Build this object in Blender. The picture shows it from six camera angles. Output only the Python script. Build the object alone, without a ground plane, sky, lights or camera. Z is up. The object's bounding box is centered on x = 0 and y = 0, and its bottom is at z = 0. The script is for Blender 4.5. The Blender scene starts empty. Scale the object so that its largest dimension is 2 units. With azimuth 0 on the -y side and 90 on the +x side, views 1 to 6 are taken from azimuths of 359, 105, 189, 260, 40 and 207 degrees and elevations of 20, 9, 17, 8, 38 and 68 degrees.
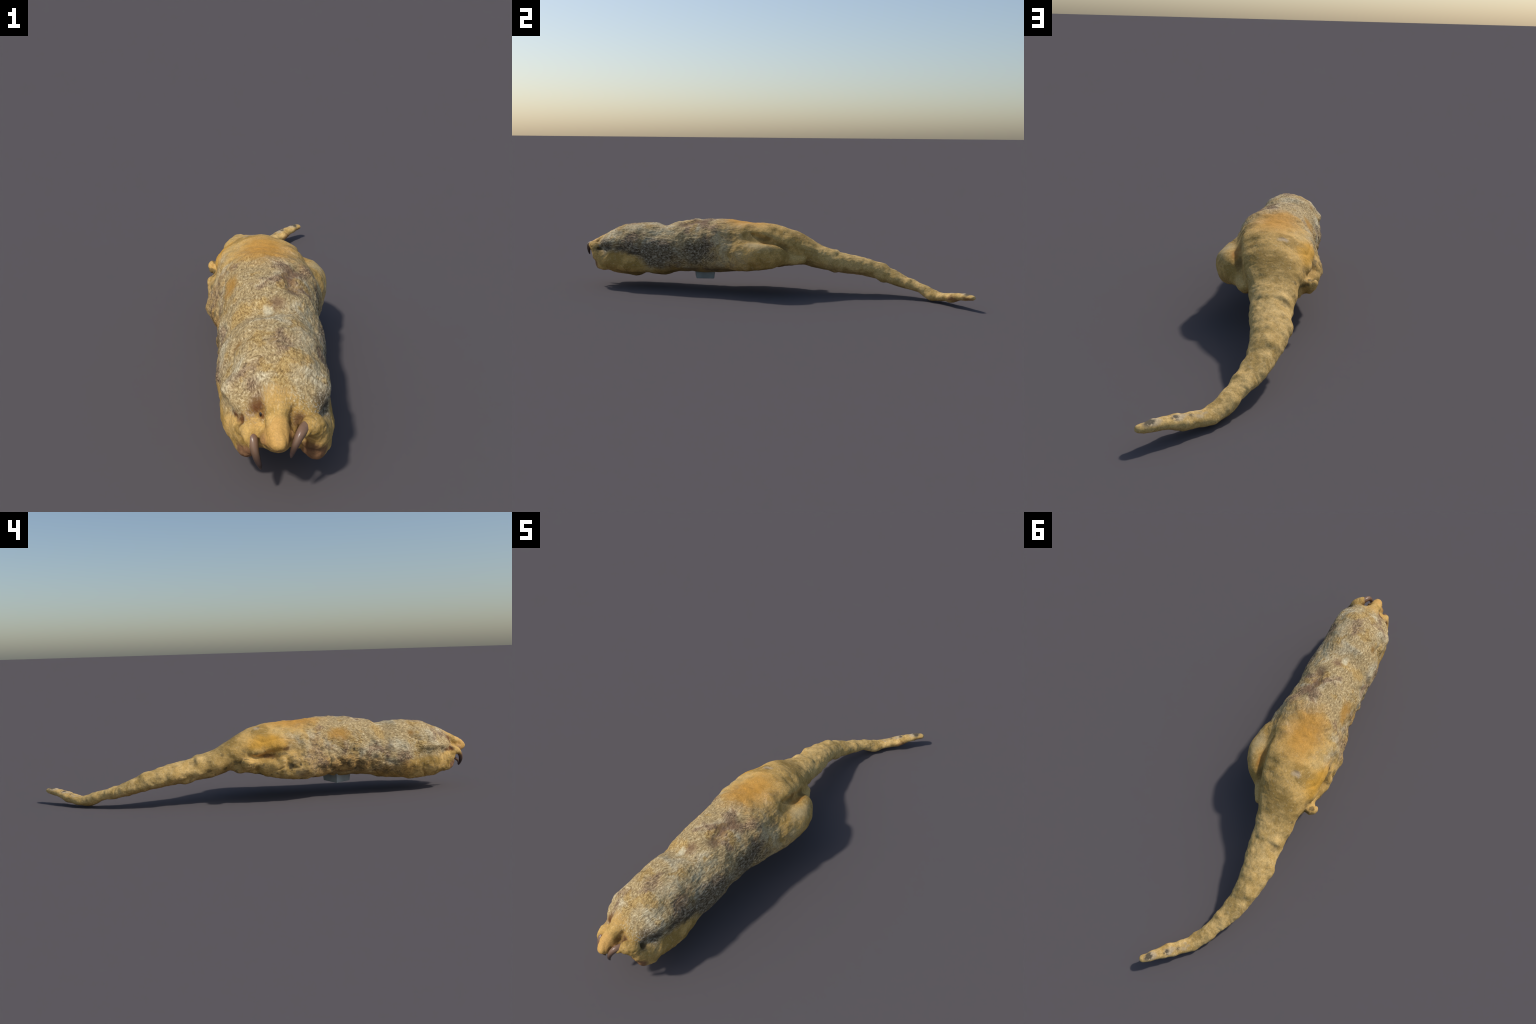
"""A dried, mounted silky anteater: one smooth body (implicit surface built from
an anatomical description, polygonised), split into named body regions, plus
horn claws, eyes and the grey mounting block under the belly."""
import bpy, math
import numpy as np
from mathutils import Vector

H = 0.0036                                   # polygonising cell
LO = np.array([-0.245, -1.035, -0.03])
HI = np.array([0.245, 1.035, 0.40])
N = np.ceil((HI - LO) / H).astype(int) + 1
AX = [(LO[a] + H * np.arange(N[a])).astype(np.float32) for a in range(3)]
D = np.full(N, 0.2, np.float32)              # signed distance, negative inside

# ----------------------------------------------------------------- noise
def _hash(i, j, k, s):
    n = (i * 374761393 + j * 668265263 + k * 1274126177 + s * 974634777) & 0xFFFFFFFF
    n = ((n ^ (n >> 13)) * 1274126177) & 0xFFFFFFFF
    n = n ^ (n >> 16)
    return (n & 0xFFFF).astype(np.float64) / 32767.5 - 1.0

def vnoise(P, scale, seed=0):
    """smooth value noise, -1..1, at points P (n,3); scale may be a 3-tuple"""
    Q = P * np.asarray(scale, float) + 1000.0 + 17.3 * seed
    I = np.floor(Q).astype(np.int64); F = Q - I
    F = F * F * F * (F * (F * 6 - 15) + 10)
    out = 0
    for a in (0, 1):
        wx = F[:, 0] if a else 1 - F[:, 0]
        for b in (0, 1):
            wy = F[:, 1] if b else 1 - F[:, 1]
            for c in (0, 1):
                wz = F[:, 2] if c else 1 - F[:, 2]
                out = out + wx * wy * wz * _hash(I[:, 0] + a, I[:, 1] + b, I[:, 2] + c, seed)
    return out

# ------------------------------------------------------- implicit modelling
def box(lo, hi):
    s = []
    for a in range(3):
        i0 = max(0, int((lo[a] - LO[a]) / H)); i1 = min(N[a], int((hi[a] - LO[a]) / H) + 2)
        s.append(slice(i0, i1))
    return tuple(s), AX[0][s[0]][:, None, None], AX[1][s[1]][None, :, None], AX[2][s[2]][None, None, :]

def smin(a, b, k):
    h = np.maximum(k - np.abs(a - b), 0) / k
    return np.minimum(a, b) - h * h * k * 0.25

def chain_distance(pts, X, Y, Z, sc):
    """distance to a chain of round cones; pts rows x,y,z,r; sc scales the axes"""
    d = None
    for p, q in zip(pts[:-1], pts[1:]):
        ax, ay, az = p[0] * sc[0], p[1] * sc[1], p[2] * sc[2]
        bx, by, bz = q[0] * sc[0] - ax, q[1] * sc[1] - ay, q[2] * sc[2] - az
        px, py, pz = X * sc[0] - ax, Y * sc[1] - ay, Z * sc[2] - az
        t = np.clip((px * bx + py * by + pz * bz) / (bx * bx + by * by + bz * bz + 1e-12), 0, 1)
        e = np.sqrt((px - t * bx) ** 2 + (py - t * by) ** 2 + (pz - t * bz) ** 2) - (p[3] + t * (q[3] - p[3]))
        d = e if d is None else np.minimum(d, e)
    return d / max(sc)

def spline(pts, n):
    """Catmull-Rom through rows, n samples per span"""
    P = np.asarray(pts, float); P = np.vstack([2 * P[0] - P[1], P, 2 * P[-1] - P[-2]])
    out = []
    for i in range(1, len(P) - 2):
        for t in np.arange(n) / n:
            a, b, c, d = P[i - 1], P[i], P[i + 1], P[i + 2]
            out.append(0.5 * (2 * b + (c - a) * t + (2 * a - 5 * b + 4 * c - d) * t ** 2 + (3 * b - a - 3 * c + d) * t ** 3))
    out.append(P[-2])
    return np.array(out)

def limb(pts, k=0.015, sc=(1, 1, 1), smooth=4, cut=False):
    """add (or smoothly carve, cut=True) a tapering limb along a spline"""
    P = spline(pts, smooth) if smooth > 1 and len(pts) > 1 else np.asarray(pts, float)
    if len(P) == 1:
        P = np.vstack([P, P + [[0, 1e-4, 0, 0]]])
    m = np.max(P[:, 3]) + k + 0.012
    s, X, Y, Z = box(P[:, :3].min(0) - m, P[:, :3].max(0) + m)
    d = chain_distance(P, X, Y, Z, sc).astype(np.float32)
    D[s] = -smin(-D[s], d, k) if cut else smin(D[s], d, k)

# torso: cross-sections along y: y, centre x, half width, top z, bottom z
TORSO = [
    (-0.925, 0.018, 0.012, 0.222, 0.19), (-0.915, 0.022, 0.038, 0.238, 0.165), (-0.89, 0.03, 0.068, 0.254, 0.13),
    (-0.85, 0.03, 0.101, 0.275, 0.105), (-0.8, 0.019, 0.13, 0.299, 0.091), (-0.75, 0.021, 0.131, 0.314, 0.078),
    (-0.7, 0.02, 0.132, 0.322, 0.07), (-0.65, 0.013, 0.139, 0.325, 0.067), (-0.6, 0.011, 0.1395, 0.323, 0.06),
    (-0.55, 0.01, 0.14, 0.314, 0.06), (-0.5, 0.009, 0.141, 0.328, 0.071), (-0.45, 0.008, 0.142, 0.338, 0.077),
    (-0.4, 0.007, 0.144, 0.346, 0.084), (-0.35, 0.006, 0.147, 0.353, 0.082), (-0.3, 0.006, 0.15, 0.357, 0.086),
    (-0.25, 0.005, 0.153, 0.357, 0.088), (-0.2, -0.001, 0.158, 0.348, 0.092), (-0.15, -0.005, 0.153, 0.342, 0.096),
    (-0.1, -0.01, 0.145, 0.338, 0.102), (-0.05, -0.014, 0.137, 0.336, 0.106), (0, -0.02, 0.128, 0.333, 0.117),
    (0.05, -0.03, 0.119, 0.323, 0.125), (0.1, -0.038, 0.11, 0.303, 0.134), (0.15, -0.048, 0.1, 0.279, 0.138),
    (0.2, -0.058, 0.09, 0.252, 0.138), (0.25, -0.066, 0.076, 0.222, 0.131), (0.3, -0.073, 0.055, 0.192, 0.132), (0.33, -0.075, 0.03, 0.175, 0.13),
    (0.35, -0.076, 0.01, 0.16, 0.145)]
T = spline(TORSO, 6)
s, X, Y, Z = box((-.24, -.94, .02), (.24, .37, .40))
yy = Y.ravel()
cx, w, zt, zb = (np.interp(yy, T[:, 0], T[:, i])[None, :, None] for i in (1, 2, 3, 4))
dz = Z - (zt + zb) / 2
lean = np.interp(yy, [-.95, -.8, -.2, .05], [0, .06, .06, 0])[None, :, None]   # slumped to its left
dx = X - cx - lean * dz
hh = (zt - zb) / 2
ex = 2.25
taper = np.interp(yy, [-.9, -.75, -.3, -.1], [0, .17, .17, 0])[None, :, None]
w = w * (1 - taper * np.clip(dz / np.maximum(hh, .004), -1, 1))                   # narrower along the back than low on the flanks
q = ((np.abs(dx) / np.maximum(w, .004)) ** ex + (np.abs(dz) / np.maximum(hh, .004)) ** ex) ** (1 / ex)
d = np.sqrt(dx ** 2 + dz ** 2) * (1 - 1 / np.maximum(q, 1e-3)) + np.where(q < 1e-3, -hh, 0)
d = np.maximum(np.broadcast_to(d, q.shape), np.maximum(-.926 - Y, Y - .35))
D[s] = np.minimum(D[s], d.astype(np.float32))

# tail: spine with half widths; flattened vertically
TAIL = [(-0.062, 0.24, 0.1735, 0.076), (-0.07, 0.3, 0.1555, 0.073), (-0.076, 0.36, 0.1455, 0.07), (-0.087, 0.414, 0.1375, 0.066), (-0.094, 0.47, 0.1255, 0.06),
        (-0.092, 0.531, 0.1105, 0.053), (-0.083, 0.594, 0.0895, 0.047), (-0.063, 0.663, 0.0665, 0.04), (-0.035, 0.737, 0.049, 0.0325),
        (0.01, 0.822, 0.0215, 0.0295), (0.053, 0.872, 0.031, 0.028), (0.093, 0.917, 0.042, 0.025), (0.14, 0.966, 0.051, 0.021), (0.159, 0.985, 0.053, 0.017)]
limb(TAIL, k=.02, sc=(1, 1, 1.48), smooth=5)

# snout: short soft tube ending in a blunt nose
SNOUT = [(.016, -.860, .236, .030), (.0165, -.895, .222, .030), (.018, -.930, .206, .0285), (.020, -.958, .195, .0255), (.021, -.970, .190, .0225)]
limb(SNOUT, k=.012)
limb([(.021, -.970, .189, .0195), (.0215, -.984, .184, .0165)], k=.004, smooth=1)              # nose pad
limb([(.022, -.967, .176, .020), (.022, -.930, .165, .034), (.020, -.89, .150, .045)], k=.016)   # chin and mouth
limb([(-.010, -.955, .172, .011), (-.012, -.905, .182, .018)], k=.014, smooth=1)                # shrunken cheeks
limb([(.054, -.945, .188, .010), (.052, -.905, .190, .016)], k=.014, smooth=1)

# forelimbs folded back along the chest: (elbow ... wrist), then hand parts
ARM_R = [(.094, -.595, .110, .028), (.104, -.65, .117, .042), (.112, -.72, .122, .052), (.113, -.80, .128, .053), (.109, -.86, .138, .047), (.108, -.895, .155, .036)]
HAND_R = [(.110, -.888, .168, .030), (.105, -.918, .188, .025), (.090, -.935, .205, .019)]
PAD_R = [(.128, -.86, .104, .026), (.116, -.888, .106, .0225), (.095, -.888, .112, .015)]
ARM_L = [(-.070, -.58, .104, .031), (-.070, -.65, .108, .044), (-.064, -.72, .117, .049), (-.056, -.80, .129, .048), (-.049, -.85, .139, .043), (-.045, -.885, .148, .033)]
HAND_L = [(-.058, -.864, .160, .026), (-.047, -.896, .167, .022), (-.039, -.918, .171, .018)]
PAD_L = [(-.060, -.86, .100, .022), (-.050, -.885, .102, .020), (-.041, -.906, .115, .014)]
limb(ARM_R, k=.026); limb(ARM_L, k=.030)
limb(PAD_R, k=.016); limb(PAD_L, k=.016)
limb(HAND_R, k=.012); limb(HAND_L, k=.012)
limb([(.07, -.80, .10, .04), (.06, -.70, .085, .035)], k=.04, smooth=1)              # throat web between the arms
limb([(-.05, -.80, .10, .04), (-.05, -.70, .085, .035)], k=.04, smooth=1)

# hind limbs folded against the flanks
LEG_R = [(.120, -.255, .183, .042), (.136, -.175, .187, .054), (.147, -.09, .187, .057), (.146, -.01, .190, .054), (.120, .045, .193, .045), (.095, .080, .189, .034)]
FOOT_R = [(.076, .10, .178, .026), (.062, .135, .172, .023), (.046, .170, .170, .018)]
LEG_L = [(-.120, -.26, .148, .046), (-.134, -.17, .157, .056), (-.146, -.09, .158, .056), (-.148, -.02, .163, .050), (-.140, .04, .165, .036)]
FOOT_L = [(-.125, .06, .172, .034), (-.155, .095, .174, .027), (-.174, .108, .172, .025), (-.184, .102, .172, .020)]
RIDGE_L = [(-.108, -.13, .258, .046), (-.117, -.06, .247, .047), (-.126, .0, .237, .043), (-.122, .06, .220, .039), (-.103, .12, .20, .036)]
RIDGE_R = [(.060, -.10, .280, .046), (.060, -.02, .262, .045), (.045, .06, .232, .043), (.0, .14, .205, .045)]
limb(RIDGE_L, k=.03); limb(RIDGE_R, k=.03)
limb([(-.135, .075, .160, .026), (-.122, .125, .155, .024), (-.100, .150, .158, .026)], k=.014)   # crumpled left foot
limb([(-.150, .080, .192, .014), (-.130, .110, .196, .012)], k=.008, smooth=1)
limb(LEG_R, k=.030, sc=(1.12, 1, .85)); limb(LEG_L, k=.034, sc=(1.1, 1, .85))
limb(FOOT_R, k=.012); limb(FOOT_L, k=.010)

# fur hood: lips that overhang the forelimbs
limb([(-.048, -.870, .204, .013), (-.078, -.845, .203, .015), (-.106, -.80, .205, .014), (-.112, -.74, .205, .010)], k=.03)
limb([(.082, -.890, .214, .014), (.112, -.855, .216, .016), (.130, -.81, .222, .015), (.134, -.74, .222, .012)], k=.03)
limb([(.108, -.66, .205, .036), (.108, -.58, .212, .040), (.104, -.50, .212, .036)], k=.04)          # right shoulder
# finger sheaths around the claw bases
limb([(.106, -.915, .192, .025), (.096, -.935, .200, .019), (.086, -.950, .202, .0135), (.078, -.962, .198, .009)], k=.010, smooth=2)
limb([(-.049, -.898, .169, .022), (-.046, -.920, .169, .0178), (-.043, -.939, .162, .0138), (-.037, -.949, .148, .009)], k=.010, smooth=2)

# creases, pits and hollows that cut into the surface
limb([(.116, -.895, .188, .006), (.140, -.85, .198, .010), (.157, -.80, .207, .011), (.164, -.75, .204, .011), (.166, -.68, .182, .010), (.160, -.62, .155, .005)], k=.014, cut=True)
limb([(-.062, -.895, .180, .006), (-.094, -.865, .177, .009), (-.126, -.81, .176, .012), (-.138, -.755, .176, .008)], k=.014, cut=True)
limb([(.100, -.070, .292, .005), (.108, -.03, .279, .012), (.106, .02, .267, .013), (.094, .075, .243, .011), (.078, .12, .218, .008)], k=.018, cut=True)
limb([(-.190, -.14, .240, .006), (-.186, -.08, .232, .012), (-.178, -.03, .217, .017), (-.170, .01, .206, .020), (-.168, .04, .200, .015), (-.165, .07, .203, .006)], k=.018, cut=True)
limb([(-.190, .055, .158, .010), (-.160, .06, .146, .010)], k=.016, smooth=1, cut=True)
limb([(-.050, -.912, .240, .006), (-.026, -.912, .228, .012), (-.019, -.916, .208, .012), (-.018, -.934, .192, .007)], k=.014, cut=True)       # eye hollows
limb([(.060, -.905, .240, .003), (.056, -.910, .226, .008), (.056, -.922, .206, .009), (.058, -.94, .192, .005)], k=.012, cut=True)
limb([(-.004, -.990, .172, .002), (.022, -1.0, .166, .004), (.046, -.985, .172, .002)], k=.005, cut=True)      # mouth
limb([(.060, -.475, .348, .010), (.076, -.43, .334, .017), (.060, -.39, .350, .017), (.066, -.345, .350, .014), (.100, -.29, .335, .009)], k=.022, cut=True)
limb([(-.10, -.56, .338, .018), (-.01, -.57, .352, .021), (.07, -.56, .368, .016)], k=.045, smooth=2, cut=True)              # dip behind the neck

limb([(.195, -.43, .165, .028), (.198, -.36, .18, .034), (.192, -.30, .20, .022)], k=.05, cut=True)           # hollow flank
limb([(-.150, -.44, .055, .022), (-.140, -.36, .050, .034), (-.150, -.28, .055, .024)], k=.05, cut=True)      # tucked belly beside the block
limb([(.112, -.945, .148, .008), (.092, -.935, .150, .013), (.080, -.92, .150, .010)], k=.012, smooth=1, cut=True)     # hollow of the right palm
limb([(-.060, -.935, .135, .008), (-.040, -.935, .135, .010)], k=.012, smooth=1, cut=True)
for px, py, pz, pr in ((-.150, -.50, .180, .009), (-.153, -.405, .187, .008), (-.150, -.395, .217, .006), (-.146, -.63, .172, .008), (-.197, -.092, .158, .007),
                       (-.150, -.33, .165, .008), (-.158, -.25, .205, .006), (-.142, -.56, .145, .008), (.150, -.46, .16, .006), (.148, -.38, .25, .008), (.158, -.27, .24, .009)):
    limb([(px, py - .012, pz - .004, pr * .7), (px * 1.02, py + .012, pz + .006, pr)], k=.012, smooth=1, cut=True)
# ------------------------------------------------ polygonise (surface nets)
def surface_nets(D):
    ins = D < 0
    c = np.zeros(np.array(D.shape) - 1, np.uint8)
    for a in (0, 1):
        for b in (0, 1):
            for e in (0, 1):
                c += ins[a:D.shape[0] - 1 + a, b:D.shape[1] - 1 + b, e:D.shape[2] - 1 + e]
    I = np.argwhere((c > 0) & (c < 8))
    idx = np.full(c.shape, -1, np.int64); idx[tuple(I.T)] = np.arange(len(I))
    acc = np.zeros((len(I), 3)); cnt = np.zeros(len(I))
    corners = [(a, b, e) for a in (0, 1) for b in (0, 1) for e in (0, 1)]
    for p in corners:
        for ax in range(3):
            if p[ax]: continue
            r = list(p); r[ax] = 1
            va = D[tuple((I + p).T)]; vb = D[tuple((I + r).T)]
            x = (va < 0) != (vb < 0)
            t = np.where(x, va / np.where(va == vb, 1, va - vb), 0)
            pos = np.repeat(np.array(p, float)[None], len(I), 0); pos[:, ax] += t
            acc += pos * x[:, None]; cnt += x
    V = LO + H * (I + acc / cnt[:, None])
    quads = []
    for ax in range(3):
        u, v = (ax + 1) % 3, (ax + 2) % 3
        sl0 = [slice(None)] * 3; sl1 = [slice(None)] * 3
        sl0[ax] = slice(0, -1); sl1[ax] = slice(1, None)
        E = np.argwhere(ins[tuple(sl0)] != ins[tuple(sl1)])
        E = E[(E[:, u] > 0) & (E[:, v] > 0)]
        flip = ins[tuple(E.T)]
        du = np.zeros(3, int); du[u] = 1
        dv = np.zeros(3, int); dv[v] = 1
        q = np.stack([idx[tuple((E - du - dv).T)], idx[tuple((E - dv).T)], idx[tuple(E.T)], idx[tuple((E - du).T)]], 1)
        q = np.where(flip[:, None], q, q[:, ::-1])
        quads.append(q)
    return V, np.vstack(quads)

V, Q = surface_nets(D)
EDG = np.unique(np.sort(np.vstack([Q[:, [0, 1]], Q[:, [1, 2]], Q[:, [2, 3]], Q[:, [3, 0]]]), 1), axis=0)
def relax(V, n, f):
    for _ in range(n):
        S = np.zeros_like(V); C = np.zeros(len(V))
        for a, b in ((0, 1), (1, 0)):
            for k in range(3):
                S[:, k] += np.bincount(EDG[:, a], V[EDG[:, b], k], len(V))
            C += np.bincount(EDG[:, a], minlength=len(V))
        V = V + f * (S / C[:, None] - V)
    return V
V = relax(V, 4, .5)

def normals(V):
    n = np.cross(V[Q[:, 2]] - V[Q[:, 0]], V[Q[:, 3]] - V[Q[:, 1]])
    out = np.zeros_like(V)
    for c in range(4):
        for k in range(3):
            out[:, k] += np.bincount(Q[:, c], n[:, k], len(V))
    return out / np.maximum(np.linalg.norm(out, axis=1, keepdims=True), 1e-12)

def sstep(a, b, x):
    t = np.clip((x - a) / (b - a), 0, 1); return t * t * (3 - 2 * t)

def part_distance(pts, P, sc=(1, 1, 1)):
    S = spline(pts, 3); out = np.full(len(P), 1.0)
    near = np.all((P > S[:, :3].min(0) - .13) & (P < S[:, :3].max(0) + .13), axis=1)
    out[near] = chain_distance(S, P[near, 0], P[near, 1], P[near, 2], sc)
    return out

# surface relief: lumps, folds, matted fur tufts, wrinkled tail
x, y, z = V.T
arm = np.minimum.reduce([part_distance(a, V) for a in (ARM_R, ARM_L, HAND_R, HAND_L, PAD_R, PAD_L)])
furry = sstep(-.905, -.86, y) * (1 - sstep(-.16, -.02, y + .06 * vnoise(V, 14, 3))) * sstep(.004, .02, arm) * sstep(.09, .14, z)
tail = sstep(.18, .35, y)
left = sstep(.03, -.10, x)
wob = V + .012 * np.stack([vnoise(V, 20, s) for s in (5, 6, 7)], 1)
relief = .0045 * vnoise(V, 13, 1) * (1 - .75 * tail) * (1 - .6 * sstep(-.83, -.95, y))
relief += (.0022 + .0035 * left * sstep(.26, .20, z) * sstep(.25, .12, y) * sstep(-.72, -.5, y)) * vnoise(V, 33, 2) * sstep(-.9, -.8, y)
relief += furry * (.0014 * vnoise(wob, (70, 36, 70), 8) + .0012 * vnoise(wob, (170, 80, 170), 9) + .0045 * vnoise(wob, (11, 22, 11), 16))
relief += tail * (.0016 * vnoise(V, 24, 11) * sstep(.95, .8, y) + .0022 * np.maximum(vnoise(V, (38, 30, 38), 15) - .25, 0) * 2 + .0009 * vnoise(V, 70, 12) * sstep(1.0, .85, y))
fold = vnoise(V + .02 * np.stack([vnoise(V, 9, k) for k in (21, 22, 23)], 1), (16, 9, 16), 24)
crumple = sstep(-.88, -.8, y) * (.35 + .65 * np.maximum(left * sstep(.30, .22, z) * sstep(.18, .08, y), tail * .12))
relief -= .0055 * np.maximum(0, .16 - np.abs(fold)) / .16 * crumple * sstep(.0, .45, vnoise(V, 15, 25))
relief += tail * sstep(.97, .9, y) * .0052 * np.maximum(vnoise(V, 17, 26), 0) ** 1.5 * 1.8
skinny = (1 - furry) * sstep(-.55, -.8, y)
relief += skinny * (.0012 * vnoise(wob, (60, 90, 60), 31) - .0016 * np.maximum(0, .2 - np.abs(vnoise(wob, (38, 60, 38), 32))) / .2)
relief += (1 - furry) * .0006 * vnoise(V, 130, 13)
V = V + normals(V) * relief[:, None]
V[:, 2] -= V[:, 2].min()
VN = normals(V)

# ------------------------------------------------------------- node helpers
class Nodes:
    def __init__(self, name):
        self.mat = bpy.data.materials.new(name); self.mat.use_nodes = True
        self.t = self.mat.node_tree
        self.bsdf = self.t.nodes["Principled BSDF"]
        self.co = self.new("ShaderNodeTexCoord").outputs["Object"]
    def new(self, kind, **kw):
        n = self.t.nodes.new(kind)
        for k, v in kw.items(): setattr(n, k, v)
        return n
    def put(self, sock, v):
        if isinstance(v, bpy.types.NodeSocket): self.t.links.new(v, sock)
        elif v is not None:
            if sock.type == "RGBA" and len(v) == 3: v = (*v, 1)
            sock.default_value = v
    def math(self, op, a, b=None, c=None, clamp=False):
        n = self.new("ShaderNodeMath", operation=op, use_clamp=clamp)
        for i, v in enumerate((a, b, c)): self.put(n.inputs[i], v)
        return n.outputs[0]
    def vec(self, op, a, b=None):
        n = self.new("ShaderNodeVectorMath", operation=op)
        self.put(n.inputs[0], a); self.put(n.inputs[1], b)
        return n.outputs["Value"] if op in ("LENGTH", "DOT_PRODUCT", "DISTANCE") else n.outputs["Vector"]
    def ramp(self, x, a, b, lo=0.0, hi=1.0):
        n = self.new("ShaderNodeMapRange", interpolation_type="SMOOTHSTEP")
        for s, v in zip(("Value", "From Min", "From Max", "To Min", "To Max"), (x, a, b, lo, hi)): self.put(n.inputs[s], v)
        return n.outputs[0]
    def noise(self, scale, detail=2.0, co=None, rough=.5, colour=False, dist=0.0):
        n = self.new("ShaderNodeTexNoise")
        if isinstance(scale, tuple):
            co = self.vec("MULTIPLY", co or self.co, scale); scale = 1.0
        self.put(n.inputs["Vector"], co or self.co)
        for k, v in (("Scale", scale), ("Detail", detail), ("Roughness", rough), ("Distortion", dist)): n.inputs[k].default_value = v
        return n.outputs["Color" if colour else "Fac"]
    def warp(self, scale, amount, co=None, detail=2.0):
        c = self.vec("SUBTRACT", self.noise(scale, detail, co, colour=True), (.5, .5, .5))
        return self.vec("ADD", co or self.co, self.vec("MULTIPLY", c, (amount,) * 3))
    def mix(self, f, a, b, mode="MIX"):
        n = self.new("ShaderNodeMix", data_type="RGBA", blend_type=mode)
        self.put(n.inputs[0], f); self.put(n.inputs[6], a); self.put(n.inputs[7], b)
        return n.outputs[2]
    def colours(self, x, *stops):
        n = self.new("ShaderNodeValToRGB"); r = n.color_ramp
        while len(r.elements) < len(stops): r.elements.new(.5)
        for e, (p, c) in zip(r.elements, stops): e.position = p; e.color = (*c, 1)
        self.put(n.inputs[0], x); return n.outputs[0]
    def blob(self, co, c, r, soft=.5):
        """1 inside an ellipsoid at c with radii r, fading out over `soft` of the radius"""
        d = self.vec("LENGTH", self.vec("DIVIDE", self.vec("SUBTRACT", co, tuple(c)), tuple(r)))
        return self.ramp(d, 1.0, 1.0 - soft)
    def any(self, *ms):
        o = ms[0]
        for m in ms[1:]: o = self.math("MAXIMUM", o, m)
        return o
    def done(self, colour, rough, bump=None, strength=.5, dist=.004, spec=.3):
        self.put(self.bsdf.inputs["Base Color"], colour); self.put(self.bsdf.inputs["Roughness"], rough)
        self.bsdf.inputs["Specular IOR Level"].default_value = spec
        if bump is not None:
            b = self.new("ShaderNodeBump"); b.inputs["Strength"].default_value = strength; b.inputs["Distance"].default_value = dist
            self.put(b.inputs["Height"], bump); self.put(self.bsdf.inputs["Normal"], b.outputs[0])
        return self.mat

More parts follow.
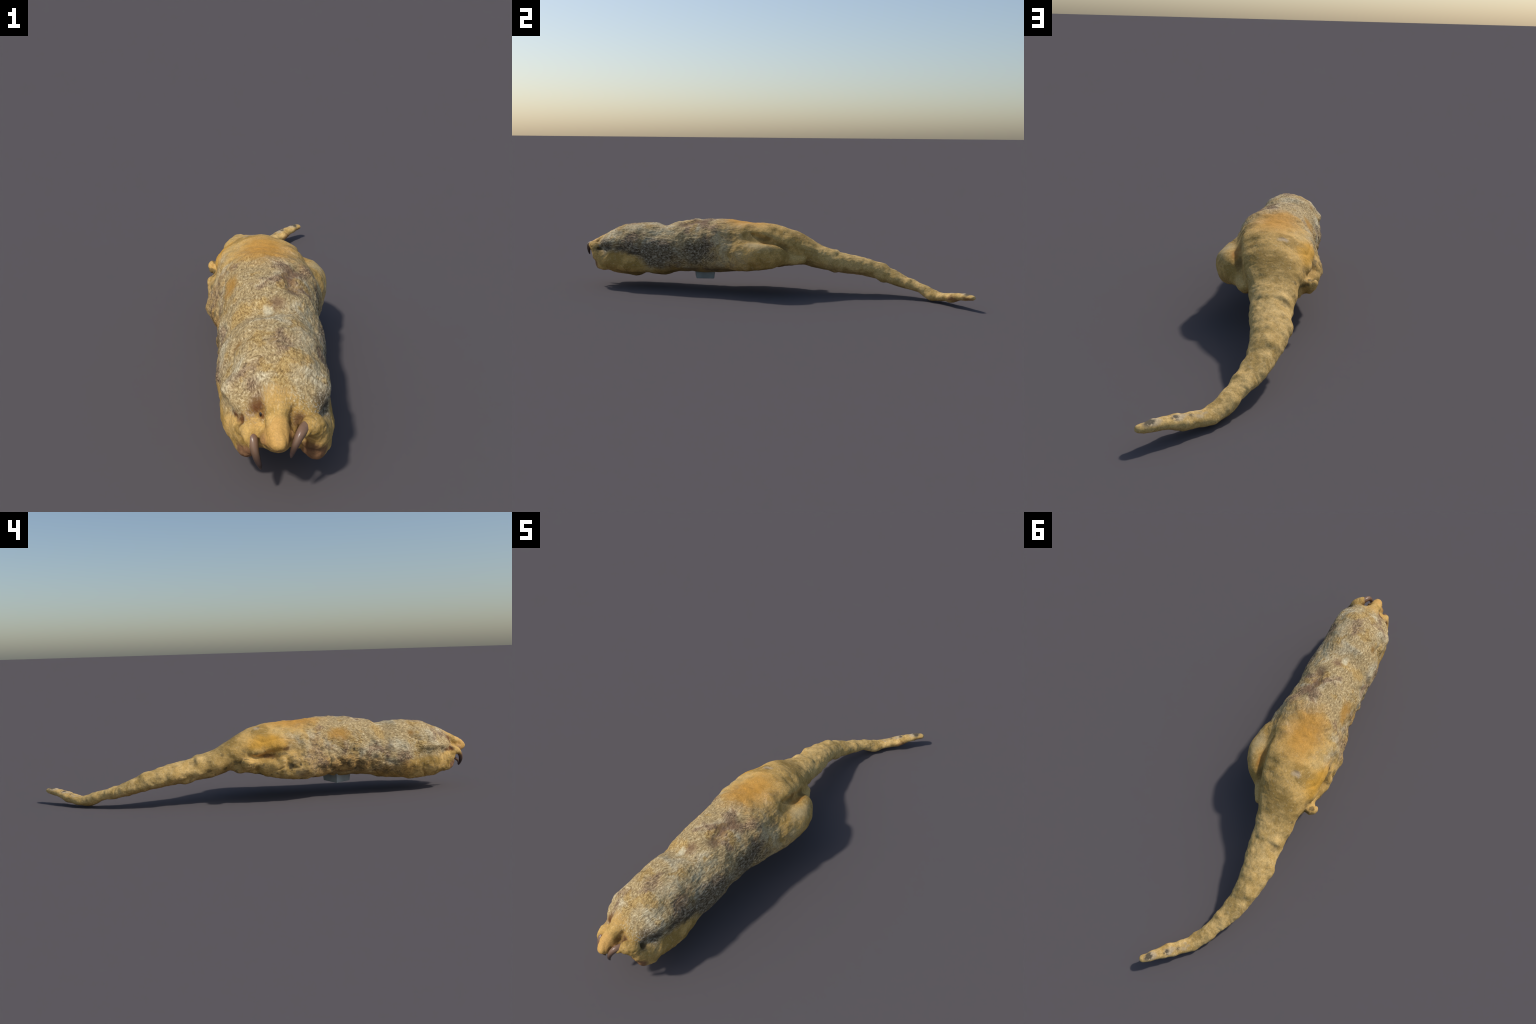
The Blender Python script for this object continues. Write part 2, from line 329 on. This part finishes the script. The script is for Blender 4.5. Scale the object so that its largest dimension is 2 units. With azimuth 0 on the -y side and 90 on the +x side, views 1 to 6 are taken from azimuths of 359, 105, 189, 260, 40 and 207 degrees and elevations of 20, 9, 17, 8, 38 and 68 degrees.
def hide_material():
    m = Nodes("dry_hide_and_fur")
    W = m.warp(16, .055); W2 = m.warp(45, .022); S = m.warp(13, .045)
    tufts = m.noise((190, 75, 190), 2.5, S, .6)                    # matted fur streaks
    fine = m.noise((430, 190, 430), 2, S, .6)
    patch = m.noise(9, 2, W); patch2 = m.noise(22, 3, W, .6)
    grain = m.noise(240, 2)
    # bare or thin-haired skin: tan with olive mottling, pale patches brightened as painted highlights
    skin = m.mix(m.ramp(m.noise(17, 2, W), .38, .62), (.44, .265, .066), (.70, .43, .130))
    skin = m.mix(m.ramp(m.vec('DOT_PRODUCT', W, (0, 1, 0)), .12, .34, 0, .55), skin, m.mix(m.ramp(patch2, .38, .62), (.58, .375, .120), (.90, .62, .25)))
    skin = m.mix(m.ramp(patch, .52, .72, 0, .6), skin, (.76, .51, .19))
    skin = m.mix(m.ramp(m.noise((150, 60, 150), 3, S, .6), .34, .56, .30, 0), skin, (.30, .185, .055))
    skin = m.mix(m.ramp(m.noise((190, 80, 190), 3, W, .6), .54, .70, 0, .45), skin, (.80, .60, .30))
    # fur: dark roots, tan, cream tips; washed-pale, brown and ochre patches
    t = m.math("ADD", m.math("MULTIPLY", tufts, .72), m.math("MULTIPLY", fine, .28))
    furc = m.colours(t, (.30, (.16, .105, .048)), (.43, (.37, .255, .115)), (.55, (.55, .40, .19)), (.69, (.85, .69, .41)))
    pale = m.colours(t, (.33, (.24, .18, .10)), (.46, (.55, .445, .27)), (.64, (.86, .75, .50)))
    brown = m.colours(t, (.34, (.085, .055, .033)), (.48, (.26, .165, .090)), (.64, (.52, .37, .215)))
    ochre = m.colours(t, (.34, (.18, .105, .03)), (.48, (.43, .265, .085)), (.64, (.66, .46, .17)))
    furc = m.mix(m.ramp(patch, .49, .66, 0, .8), furc, pale)
    furc = m.mix(m.ramp(m.noise(8, 3, m.warp(11, .06), .55), .50, .61, 0, .95), furc, brown)
    furc = m.mix(m.ramp(m.noise(12, 3, m.warp(20, .04), .6), .54, .64, 0, .8), furc, ochre)
    dark = m.any(m.blob(W, (.175, -.60, .18), (.085, .30, .115), .6), m.blob(W, (.122, -.85, .212), (.05, .09, .052), .6), m.blob(W, (.165, -.34, .20), (.07, .13, .10), .6))
    dcol = m.colours(tufts, (.34, (.055, .040, .024)), (.49, (.165, .122, .070)), (.66, (.44, .38, .28)))
    furc = m.mix(m.math("MULTIPLY", dark, .9), furc, dcol)
    y = m.new("ShaderNodeSeparateXYZ"); m.put(y.inputs[0], W); wx, wy, wz = y.outputs
    fur = m.math("MULTIPLY", m.ramp(m.math('ADD', wy, m.math('MULTIPLY', m.math('SUBTRACT', tufts, .5), .12)), -.925, -.865), m.ramp(m.math('ADD', m.math('ADD', wy, m.math('MULTIPLY', m.math('SUBTRACT', patch2, .5), .45)), m.math('MULTIPLY', m.math('SUBTRACT', tufts, .5), .25)), -.03, -.33))
    fur = m.math("MULTIPLY", fur, m.ramp(wz, .085, .125))
    side = m.any(m.blob(W2, (.14, -.76, .115), (.10, .17, .085), .35), m.blob(W2, (.11, -.88, .13), (.08, .09, .072), .35),
                 m.blob(W2, (-.12, -.77, .105), (.12, .17, .07), .35), m.blob(W2, (-.06, -.88, .14), (.07, .09, .05), .3))
    fur = m.math("MULTIPLY", fur, m.math("SUBTRACT", 1.0, side))
    fur = m.any(fur, m.math("MULTIPLY", m.blob(W, (-.13, -.13, .27), (.08, .14, .06), .6), .8))
    col = m.mix(fur, skin, furc)
    def tint(col, f, amount, c):
        return m.mix(m.math("MULTIPLY", f, amount), col, c)
    # warm stains
    col = tint(col, m.blob(W, (-.015, -.13, .36), (.15, .20, .09), .9), .9, (.66, .315, .048))
    col = tint(col, m.blob(W, (-.145, .0, .265), (.06, .14, .055), .7), .95, (.72, .37, .05))
    col = tint(col, m.blob(W, (-.115, -.33, .285), (.045, .08, .055), .8), .8, (.52, .26, .045))
    col = tint(col, m.any(m.blob(W, (-.15, -.38, .135), (.06, .22, .075), .55), m.blob(W, (-.13, -.60, .10), (.06, .16, .06), .6)), .8, m.mix(m.ramp(m.math('ADD', m.math('MULTIPLY', tufts, .5), m.math('MULTIPLY', patch2, .5)), .42, .58), (.17, .095, .028), (.50, .28, .075)))
    col = tint(col, m.blob(W2, (-.085, -.685, .275), (.022, .026, .026), .8), .8, (.36, .18, .035))
    col = tint(col, m.blob(W, (.112, .005, .250), (.03, .085, .030), .7), .75, (.46, .205, .035))
    col = tint(col, m.blob(W, (.02, -.895, .235), (.050, .045, .075), .8), .55, (.66, .38, .11))
    col = tint(col, m.blob(W, (.02, -.97, .20), (.045, .055, .06), .5), .85, (.70, .395, .11))
    col = tint(col, m.any(m.blob(W2, (-.032, -.896, .226), (.036, .034, .026), .8), m.blob(W2, (-.060, -.888, .184), (.035, .028, .018), .8), m.blob(W2, (-.090, -.868, .184), (.045, .030, .014), .8), m.blob(W2, (-.019, -.91, .21), (.012, .016, .018), .8)), .92, (.14, .048, .012))  # brown shadow tinted in above the left eye and along the hood rim
    col = tint(col, m.blob(W2, (.066, -.920, .208), (.028, .036, .030), .8), .9, (.13, .062, .026))  # skin darkened for the shaded recess between snout and right claw
    # dorsal wound and dark stains
    pit = m.any(m.blob(W2, (.068, -.44, .33), (.035, .045, .04), .8), m.blob(W2, (.055, -.38, .345), (.035, .045, .04), .8), m.blob(W2, (.065, -.335, .335), (.04, .045, .04), .8), m.blob(W2, (.02, -.52, .325), (.035, .04, .03), .8))
    col = tint(col, pit, .75, (.20, .110, .060))
    col = tint(col, m.blob(W2, (-.005, -.55, .318), (.022, .035, .03), .8), .8, m.mix(.5, pale, (.86, .80, .55)))
    col = tint(col, m.blob(W, (.11, -.55, .29), (.035, .13, .035), .9), .7, m.mix(1.0, pale, (.82, .88, .92), 'MULTIPLY'))
    col = tint(col, m.any(m.blob(W, (-.12, -.19, .28), (.03, .04, .04), .8), m.blob(W, (-.12, -.62, .22), (.035, .08, .05), .8)), .75, pale)
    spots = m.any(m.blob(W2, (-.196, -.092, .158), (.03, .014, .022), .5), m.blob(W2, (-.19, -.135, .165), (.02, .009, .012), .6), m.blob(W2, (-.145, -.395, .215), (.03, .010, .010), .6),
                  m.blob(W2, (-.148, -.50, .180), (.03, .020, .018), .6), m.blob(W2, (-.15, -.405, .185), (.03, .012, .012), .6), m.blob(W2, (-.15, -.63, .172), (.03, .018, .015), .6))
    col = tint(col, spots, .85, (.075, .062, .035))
    left_mottle = m.math("MULTIPLY", m.ramp(wx, -.03, -.12), m.math("MULTIPLY", m.ramp(wy, -.66, -.5), m.ramp(wy, .60, .1)))
    left_mottle = m.math("MULTIPLY", left_mottle, m.ramp(wz, .27, .20))
    col = tint(col, m.math("MULTIPLY", left_mottle, m.ramp(m.noise(30, 2, m.co, .5), .56, .68)), .7, (.11, .085, .04))
    col = tint(col, m.any(m.blob(W2, (-.155, .005, .205), (.03, .06, .016), .7), m.blob(W2, (-.165, -.075, .235), (.03, .03, .014), .7)), .8, (.13, .055, .018))  # dark brown in the hollow below the left pelvic ridge
    col = tint(col, m.blob(W, (.155, -.04, .235), (.05, .13, .040), .8), .65, (.58, .45, .235))
    col = tint(col, m.any(m.blob(W2, (.103, -.005, .277), (.022, .06, .018), .7), m.blob(W2, (.088, .09, .235), (.025, .07, .03), .7)), .7, (.20, .115, .032))  # darker brown along the groove beside the right thigh
    # pink palms
    col = tint(col, m.any(m.blob(W2, (.112, -.905, .112), (.05, .032, .042), .5), m.blob(W2, (-.05, -.905, .105), (.045, .035, .030), .5)), .85, (.19, .085, .05))
    col = tint(col, m.any(m.blob(W2, (.092, -.935, .138), (.05, .038, .028), .5), m.blob(W2, (-.045, -.94, .128), (.03, .035, .022), .5)), .85, (.12, .055, .032))  # darker brown in the palm hollows
    col = tint(col, m.any(m.blob(m.co, (-.012, -.955, .176), (.016, .03, .022), .7), m.blob(m.co, (.050, -.955, .190), (.012, .035, .022), .7)), .7, (.23, .105, .045))
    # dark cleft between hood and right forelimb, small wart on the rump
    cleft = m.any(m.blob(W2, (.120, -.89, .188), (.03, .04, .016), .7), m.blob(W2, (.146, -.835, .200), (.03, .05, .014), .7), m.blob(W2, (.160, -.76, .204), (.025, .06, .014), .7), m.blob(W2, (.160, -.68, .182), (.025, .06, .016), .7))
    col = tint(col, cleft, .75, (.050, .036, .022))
    col = tint(col, m.blob(W2, (-.068, .042, .322), (.030, .022, .02), .8), .7, (.62, .48, .32))
    col = tint(col, m.blob(W2, (-.062, .032, .324), (.022, .010, .02), .7), .6, (.20, .14, .085))  # drawn shadow line next to the wart
    # nose
    col = tint(col, m.blob(W2, (.022, -.992, .162), (.028, .02, .018), .6), .8, (.16, .065, .05))
    # bare prehensile strip on the tail's end, with dark marks
    strip = m.any(m.blob(W2, (.03, .86, .058), (.036, .055, .018), .6), m.blob(W2, (.07, .905, .066), (.036, .045, .018), .6), m.blob(W2, (.13, .965, .074), (.038, .05, .020), .6))
    col = tint(col, strip, .8, (.55, .44, .29))
    col = tint(col, m.any(m.blob(W2, (.105, .90, .035), (.035, .055, .018), .7), m.blob(W2, (.165, .96, .045), (.03, .045, .018), .7)), .75, (.30, .13, .05))
    marks = m.any(m.blob(m.co, (.140, .968, .074), (.024, .027, .026), .5), m.blob(m.co, (.084, .916, .066), (.018, .020, .020), .5), m.blob(m.co, (.050, .878, .062), (.014, .02, .02), .6))
    col = tint(col, m.math("MULTIPLY", marks, m.ramp(m.noise(85, 2), .36, .52)), .85, (.065, .055, .038))
    col = m.mix(.35, col, m.mix(1.0, col, m.colours(grain, (.3, (.55, .55, .55)), (.7, (1.25, 1.25, 1.25))), "MULTIPLY"))
    h = m.mix(fur, m.math("MULTIPLY", m.noise(170, 3), .35), m.math("ADD", tufts, m.math("MULTIPLY", fine, .5)))
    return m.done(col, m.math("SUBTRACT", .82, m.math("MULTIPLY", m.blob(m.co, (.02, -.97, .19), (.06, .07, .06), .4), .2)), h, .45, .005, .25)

def claw_material():
    m = Nodes("horn_claw")
    d = m.new("ShaderNodeTexCoord").outputs["Generated"]
    s = m.new("ShaderNodeSeparateXYZ"); m.put(s.inputs[0], d)
    c = m.mix(m.ramp(s.outputs[2], .15, .95), (.038, .024, .020), (.25, .145, .085))
    c = m.mix(m.ramp(m.noise(60, 3), .4, .7, 0, .4), c, (.15, .085, .07))
    return m.done(c, .32, m.noise(90, 2), .12, .002, .5)

def plain(name, c, rough, scale=60, vary=.3, spec=.3):
    m = Nodes(name)
    col = m.mix(m.ramp(m.noise(scale, 4), .3, .7), tuple(v * (1 - vary) for v in c), tuple(v * (1 + vary * .6) for v in c))
    return m.done(col, rough, m.noise(scale * 2, 3), .25, .003, spec)

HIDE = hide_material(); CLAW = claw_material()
BLOCK = plain("grey_plaster", (.36, .385, .37), .85, 25, .15)
EYE = plain("dark_eye", (.018, .012, .012), .25, 60, .2, .5)

# ----------------------------------------------------------------- objects
root = bpy.data.objects.new("silky_anteater", None)
bpy.context.collection.objects.link(root)
root["label"] = "dried tan silky anteater, stretched out with long tail"
root["category"] = "mounted anteater"

def link(name, mesh, parent, mat):
    o = bpy.data.objects.new(name, mesh); bpy.context.collection.objects.link(o)
    o.parent = parent
    if mat: mesh.materials.append(mat)
    return o

# region of every quad: the nearest anatomical part
C = V[Q].mean(1)
def near(*parts): return np.minimum.reduce([part_distance(p, C, sc) for p, sc in parts])
one = (1, 1, 1)
R = {"forelimb": near((ARM_R, one), (HAND_R, one), (PAD_R, one)), "forelimb.001": near((ARM_L, one), (HAND_L, one), (PAD_L, one)),
     "hindlimb": near((LEG_R, (1.12, 1, .85)), (FOOT_R, one)), "hindlimb.001": near((LEG_L, (1.1, 1, .85)), (FOOT_L, one))}
names = list(R); M = np.stack([R[n] for n in names], 1)
lab = np.where(M.min(1) < .006, M.argmin(1), 4)
lab[(lab == 4) & (C[:, 1] < -.815)] = 5
lab[(lab == 4) & (C[:, 1] > .20 + .25 * (C[:, 2] - .18))] = 6
names += ["torso", "head", "tail"]
parts = {}
for i, n in enumerate(names):
    q = Q[lab == i]
    used, inv = np.unique(q, return_inverse=True)
    me = bpy.data.meshes.new(n)
    me.from_pydata(V[used].tolist(), [], inv.reshape(-1, 4).tolist())
    me.polygons.foreach_set("use_smooth", np.ones(len(q), bool)); me.update()
    me.normals_split_custom_set_from_vertices(VN[used].tolist())
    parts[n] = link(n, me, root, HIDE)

def tube(name, path, parent, mat, sides=20, flat=.95, n=8):
    """tapering horn along a spline of rows x, y, z, radius"""
    P = spline(path, n); c = P[:, :3]; t = np.gradient(c, axis=0); vs = []; fs = []
    up = np.array([1.0, 0, 0])
    for p, tt, r in zip(c, t, P[:, 3]):
        tt = tt / np.linalg.norm(tt); a = up - tt * up.dot(tt); a /= np.linalg.norm(a); b = np.cross(tt, a)
        for k in range(sides):
            g = 2 * math.pi * k / sides
            vs.append(p + r * (flat * a * math.cos(g) + b * math.sin(g)))
    for i in range(len(c) - 1):
        for k in range(sides):
            k2 = (k + 1) % sides
            fs.append((i * sides + k, i * sides + k2, (i + 1) * sides + k2, (i + 1) * sides + k))
    fs.append(tuple(range(sides))[::-1]); fs.append(tuple(range((len(c) - 1) * sides, len(c) * sides)))
    me = bpy.data.meshes.new(name); me.from_pydata([tuple(v) for v in vs], [], fs)
    me.polygons.foreach_set("use_smooth", np.ones(len(fs), bool)); me.update()
    return link(name, me, parent, mat)

tube("claw", [(.095, -.927, .202, .0100), (.083, -.943, .209, .0130), (.071, -.966, .206, .0122), (.061, -.979, .188, .0095), (.0535, -.982, .165, .0065), (.0515, -.979, .149, .0025)], parts["forelimb"], CLAW)
tube("claw.001", [(-.043, -.920, .172, .0100), (-.036, -.938, .167, .0128), (-.031, -.953, .148, .0105), (-.024, -.958, .126, .0085), (-.017, -.956, .107, .0055), (-.0135, -.952, .096, .002)], parts["forelimb.001"], CLAW)
tube("claw.002", [(-.036, -.915, .140, .006), (-.030, -.938, .124, .006), (-.024, -.946, .112, .004), (-.020, -.946, .100, .0015)], parts["forelimb.001"], CLAW)

def ball(name, c, r, parent, mat):
    import bmesh
    bm = bmesh.new(); bmesh.ops.create_uvsphere(bm, u_segments=24, v_segments=14, radius=1)
    for v in bm.verts: v.co = Vector((c[0] + v.co.x * r[0], c[1] + v.co.y * r[1], c[2] + v.co.z * r[2]))
    me = bpy.data.meshes.new(name); bm.to_mesh(me); bm.free()
    me.polygons.foreach_set("use_smooth", np.ones(len(me.polygons), bool))
    return link(name, me, parent, mat)
ball("eye", (-.019, -.8995, .208), (.0045, .005, .0080), parts["head"], EYE)
ball("eye.001", (.056, -.902, .212), (.005, .005, .006), parts["head"], EYE)

# grey block that held the specimen, sheared off below the belly
import bmesh
bm = bmesh.new()
foot = [(-.070, -.330), (-.012, -.408), (.052, -.380), (.030, -.292)]
ctr = np.mean(foot, 0)
lo = [bm.verts.new((px, py, .051)) for px, py in foot]
mid = [bm.verts.new((*(ctr + 1.06 * (np.array(p) - ctr)), .078)) for p in foot]
hi = [bm.verts.new((*(ctr + 1.35 * (np.array(p) - ctr)), .125)) for p in foot]
bm.faces.new(lo[::-1]); bm.faces.new(hi)
for A, B in ((lo, mid), (mid, hi)):
    for i in range(4): bm.faces.new((A[i], A[(i + 1) % 4], B[(i + 1) % 4], B[i]))
bmesh.ops.recalc_face_normals(bm, faces=bm.faces)
bmesh.ops.bevel(bm, geom=list(bm.edges), offset=.004, segments=2, affect="EDGES", profile=.6)
me = bpy.data.meshes.new("mounting_block"); bm.to_mesh(me); bm.free()
link("mounting_block", me, root, BLOCK)
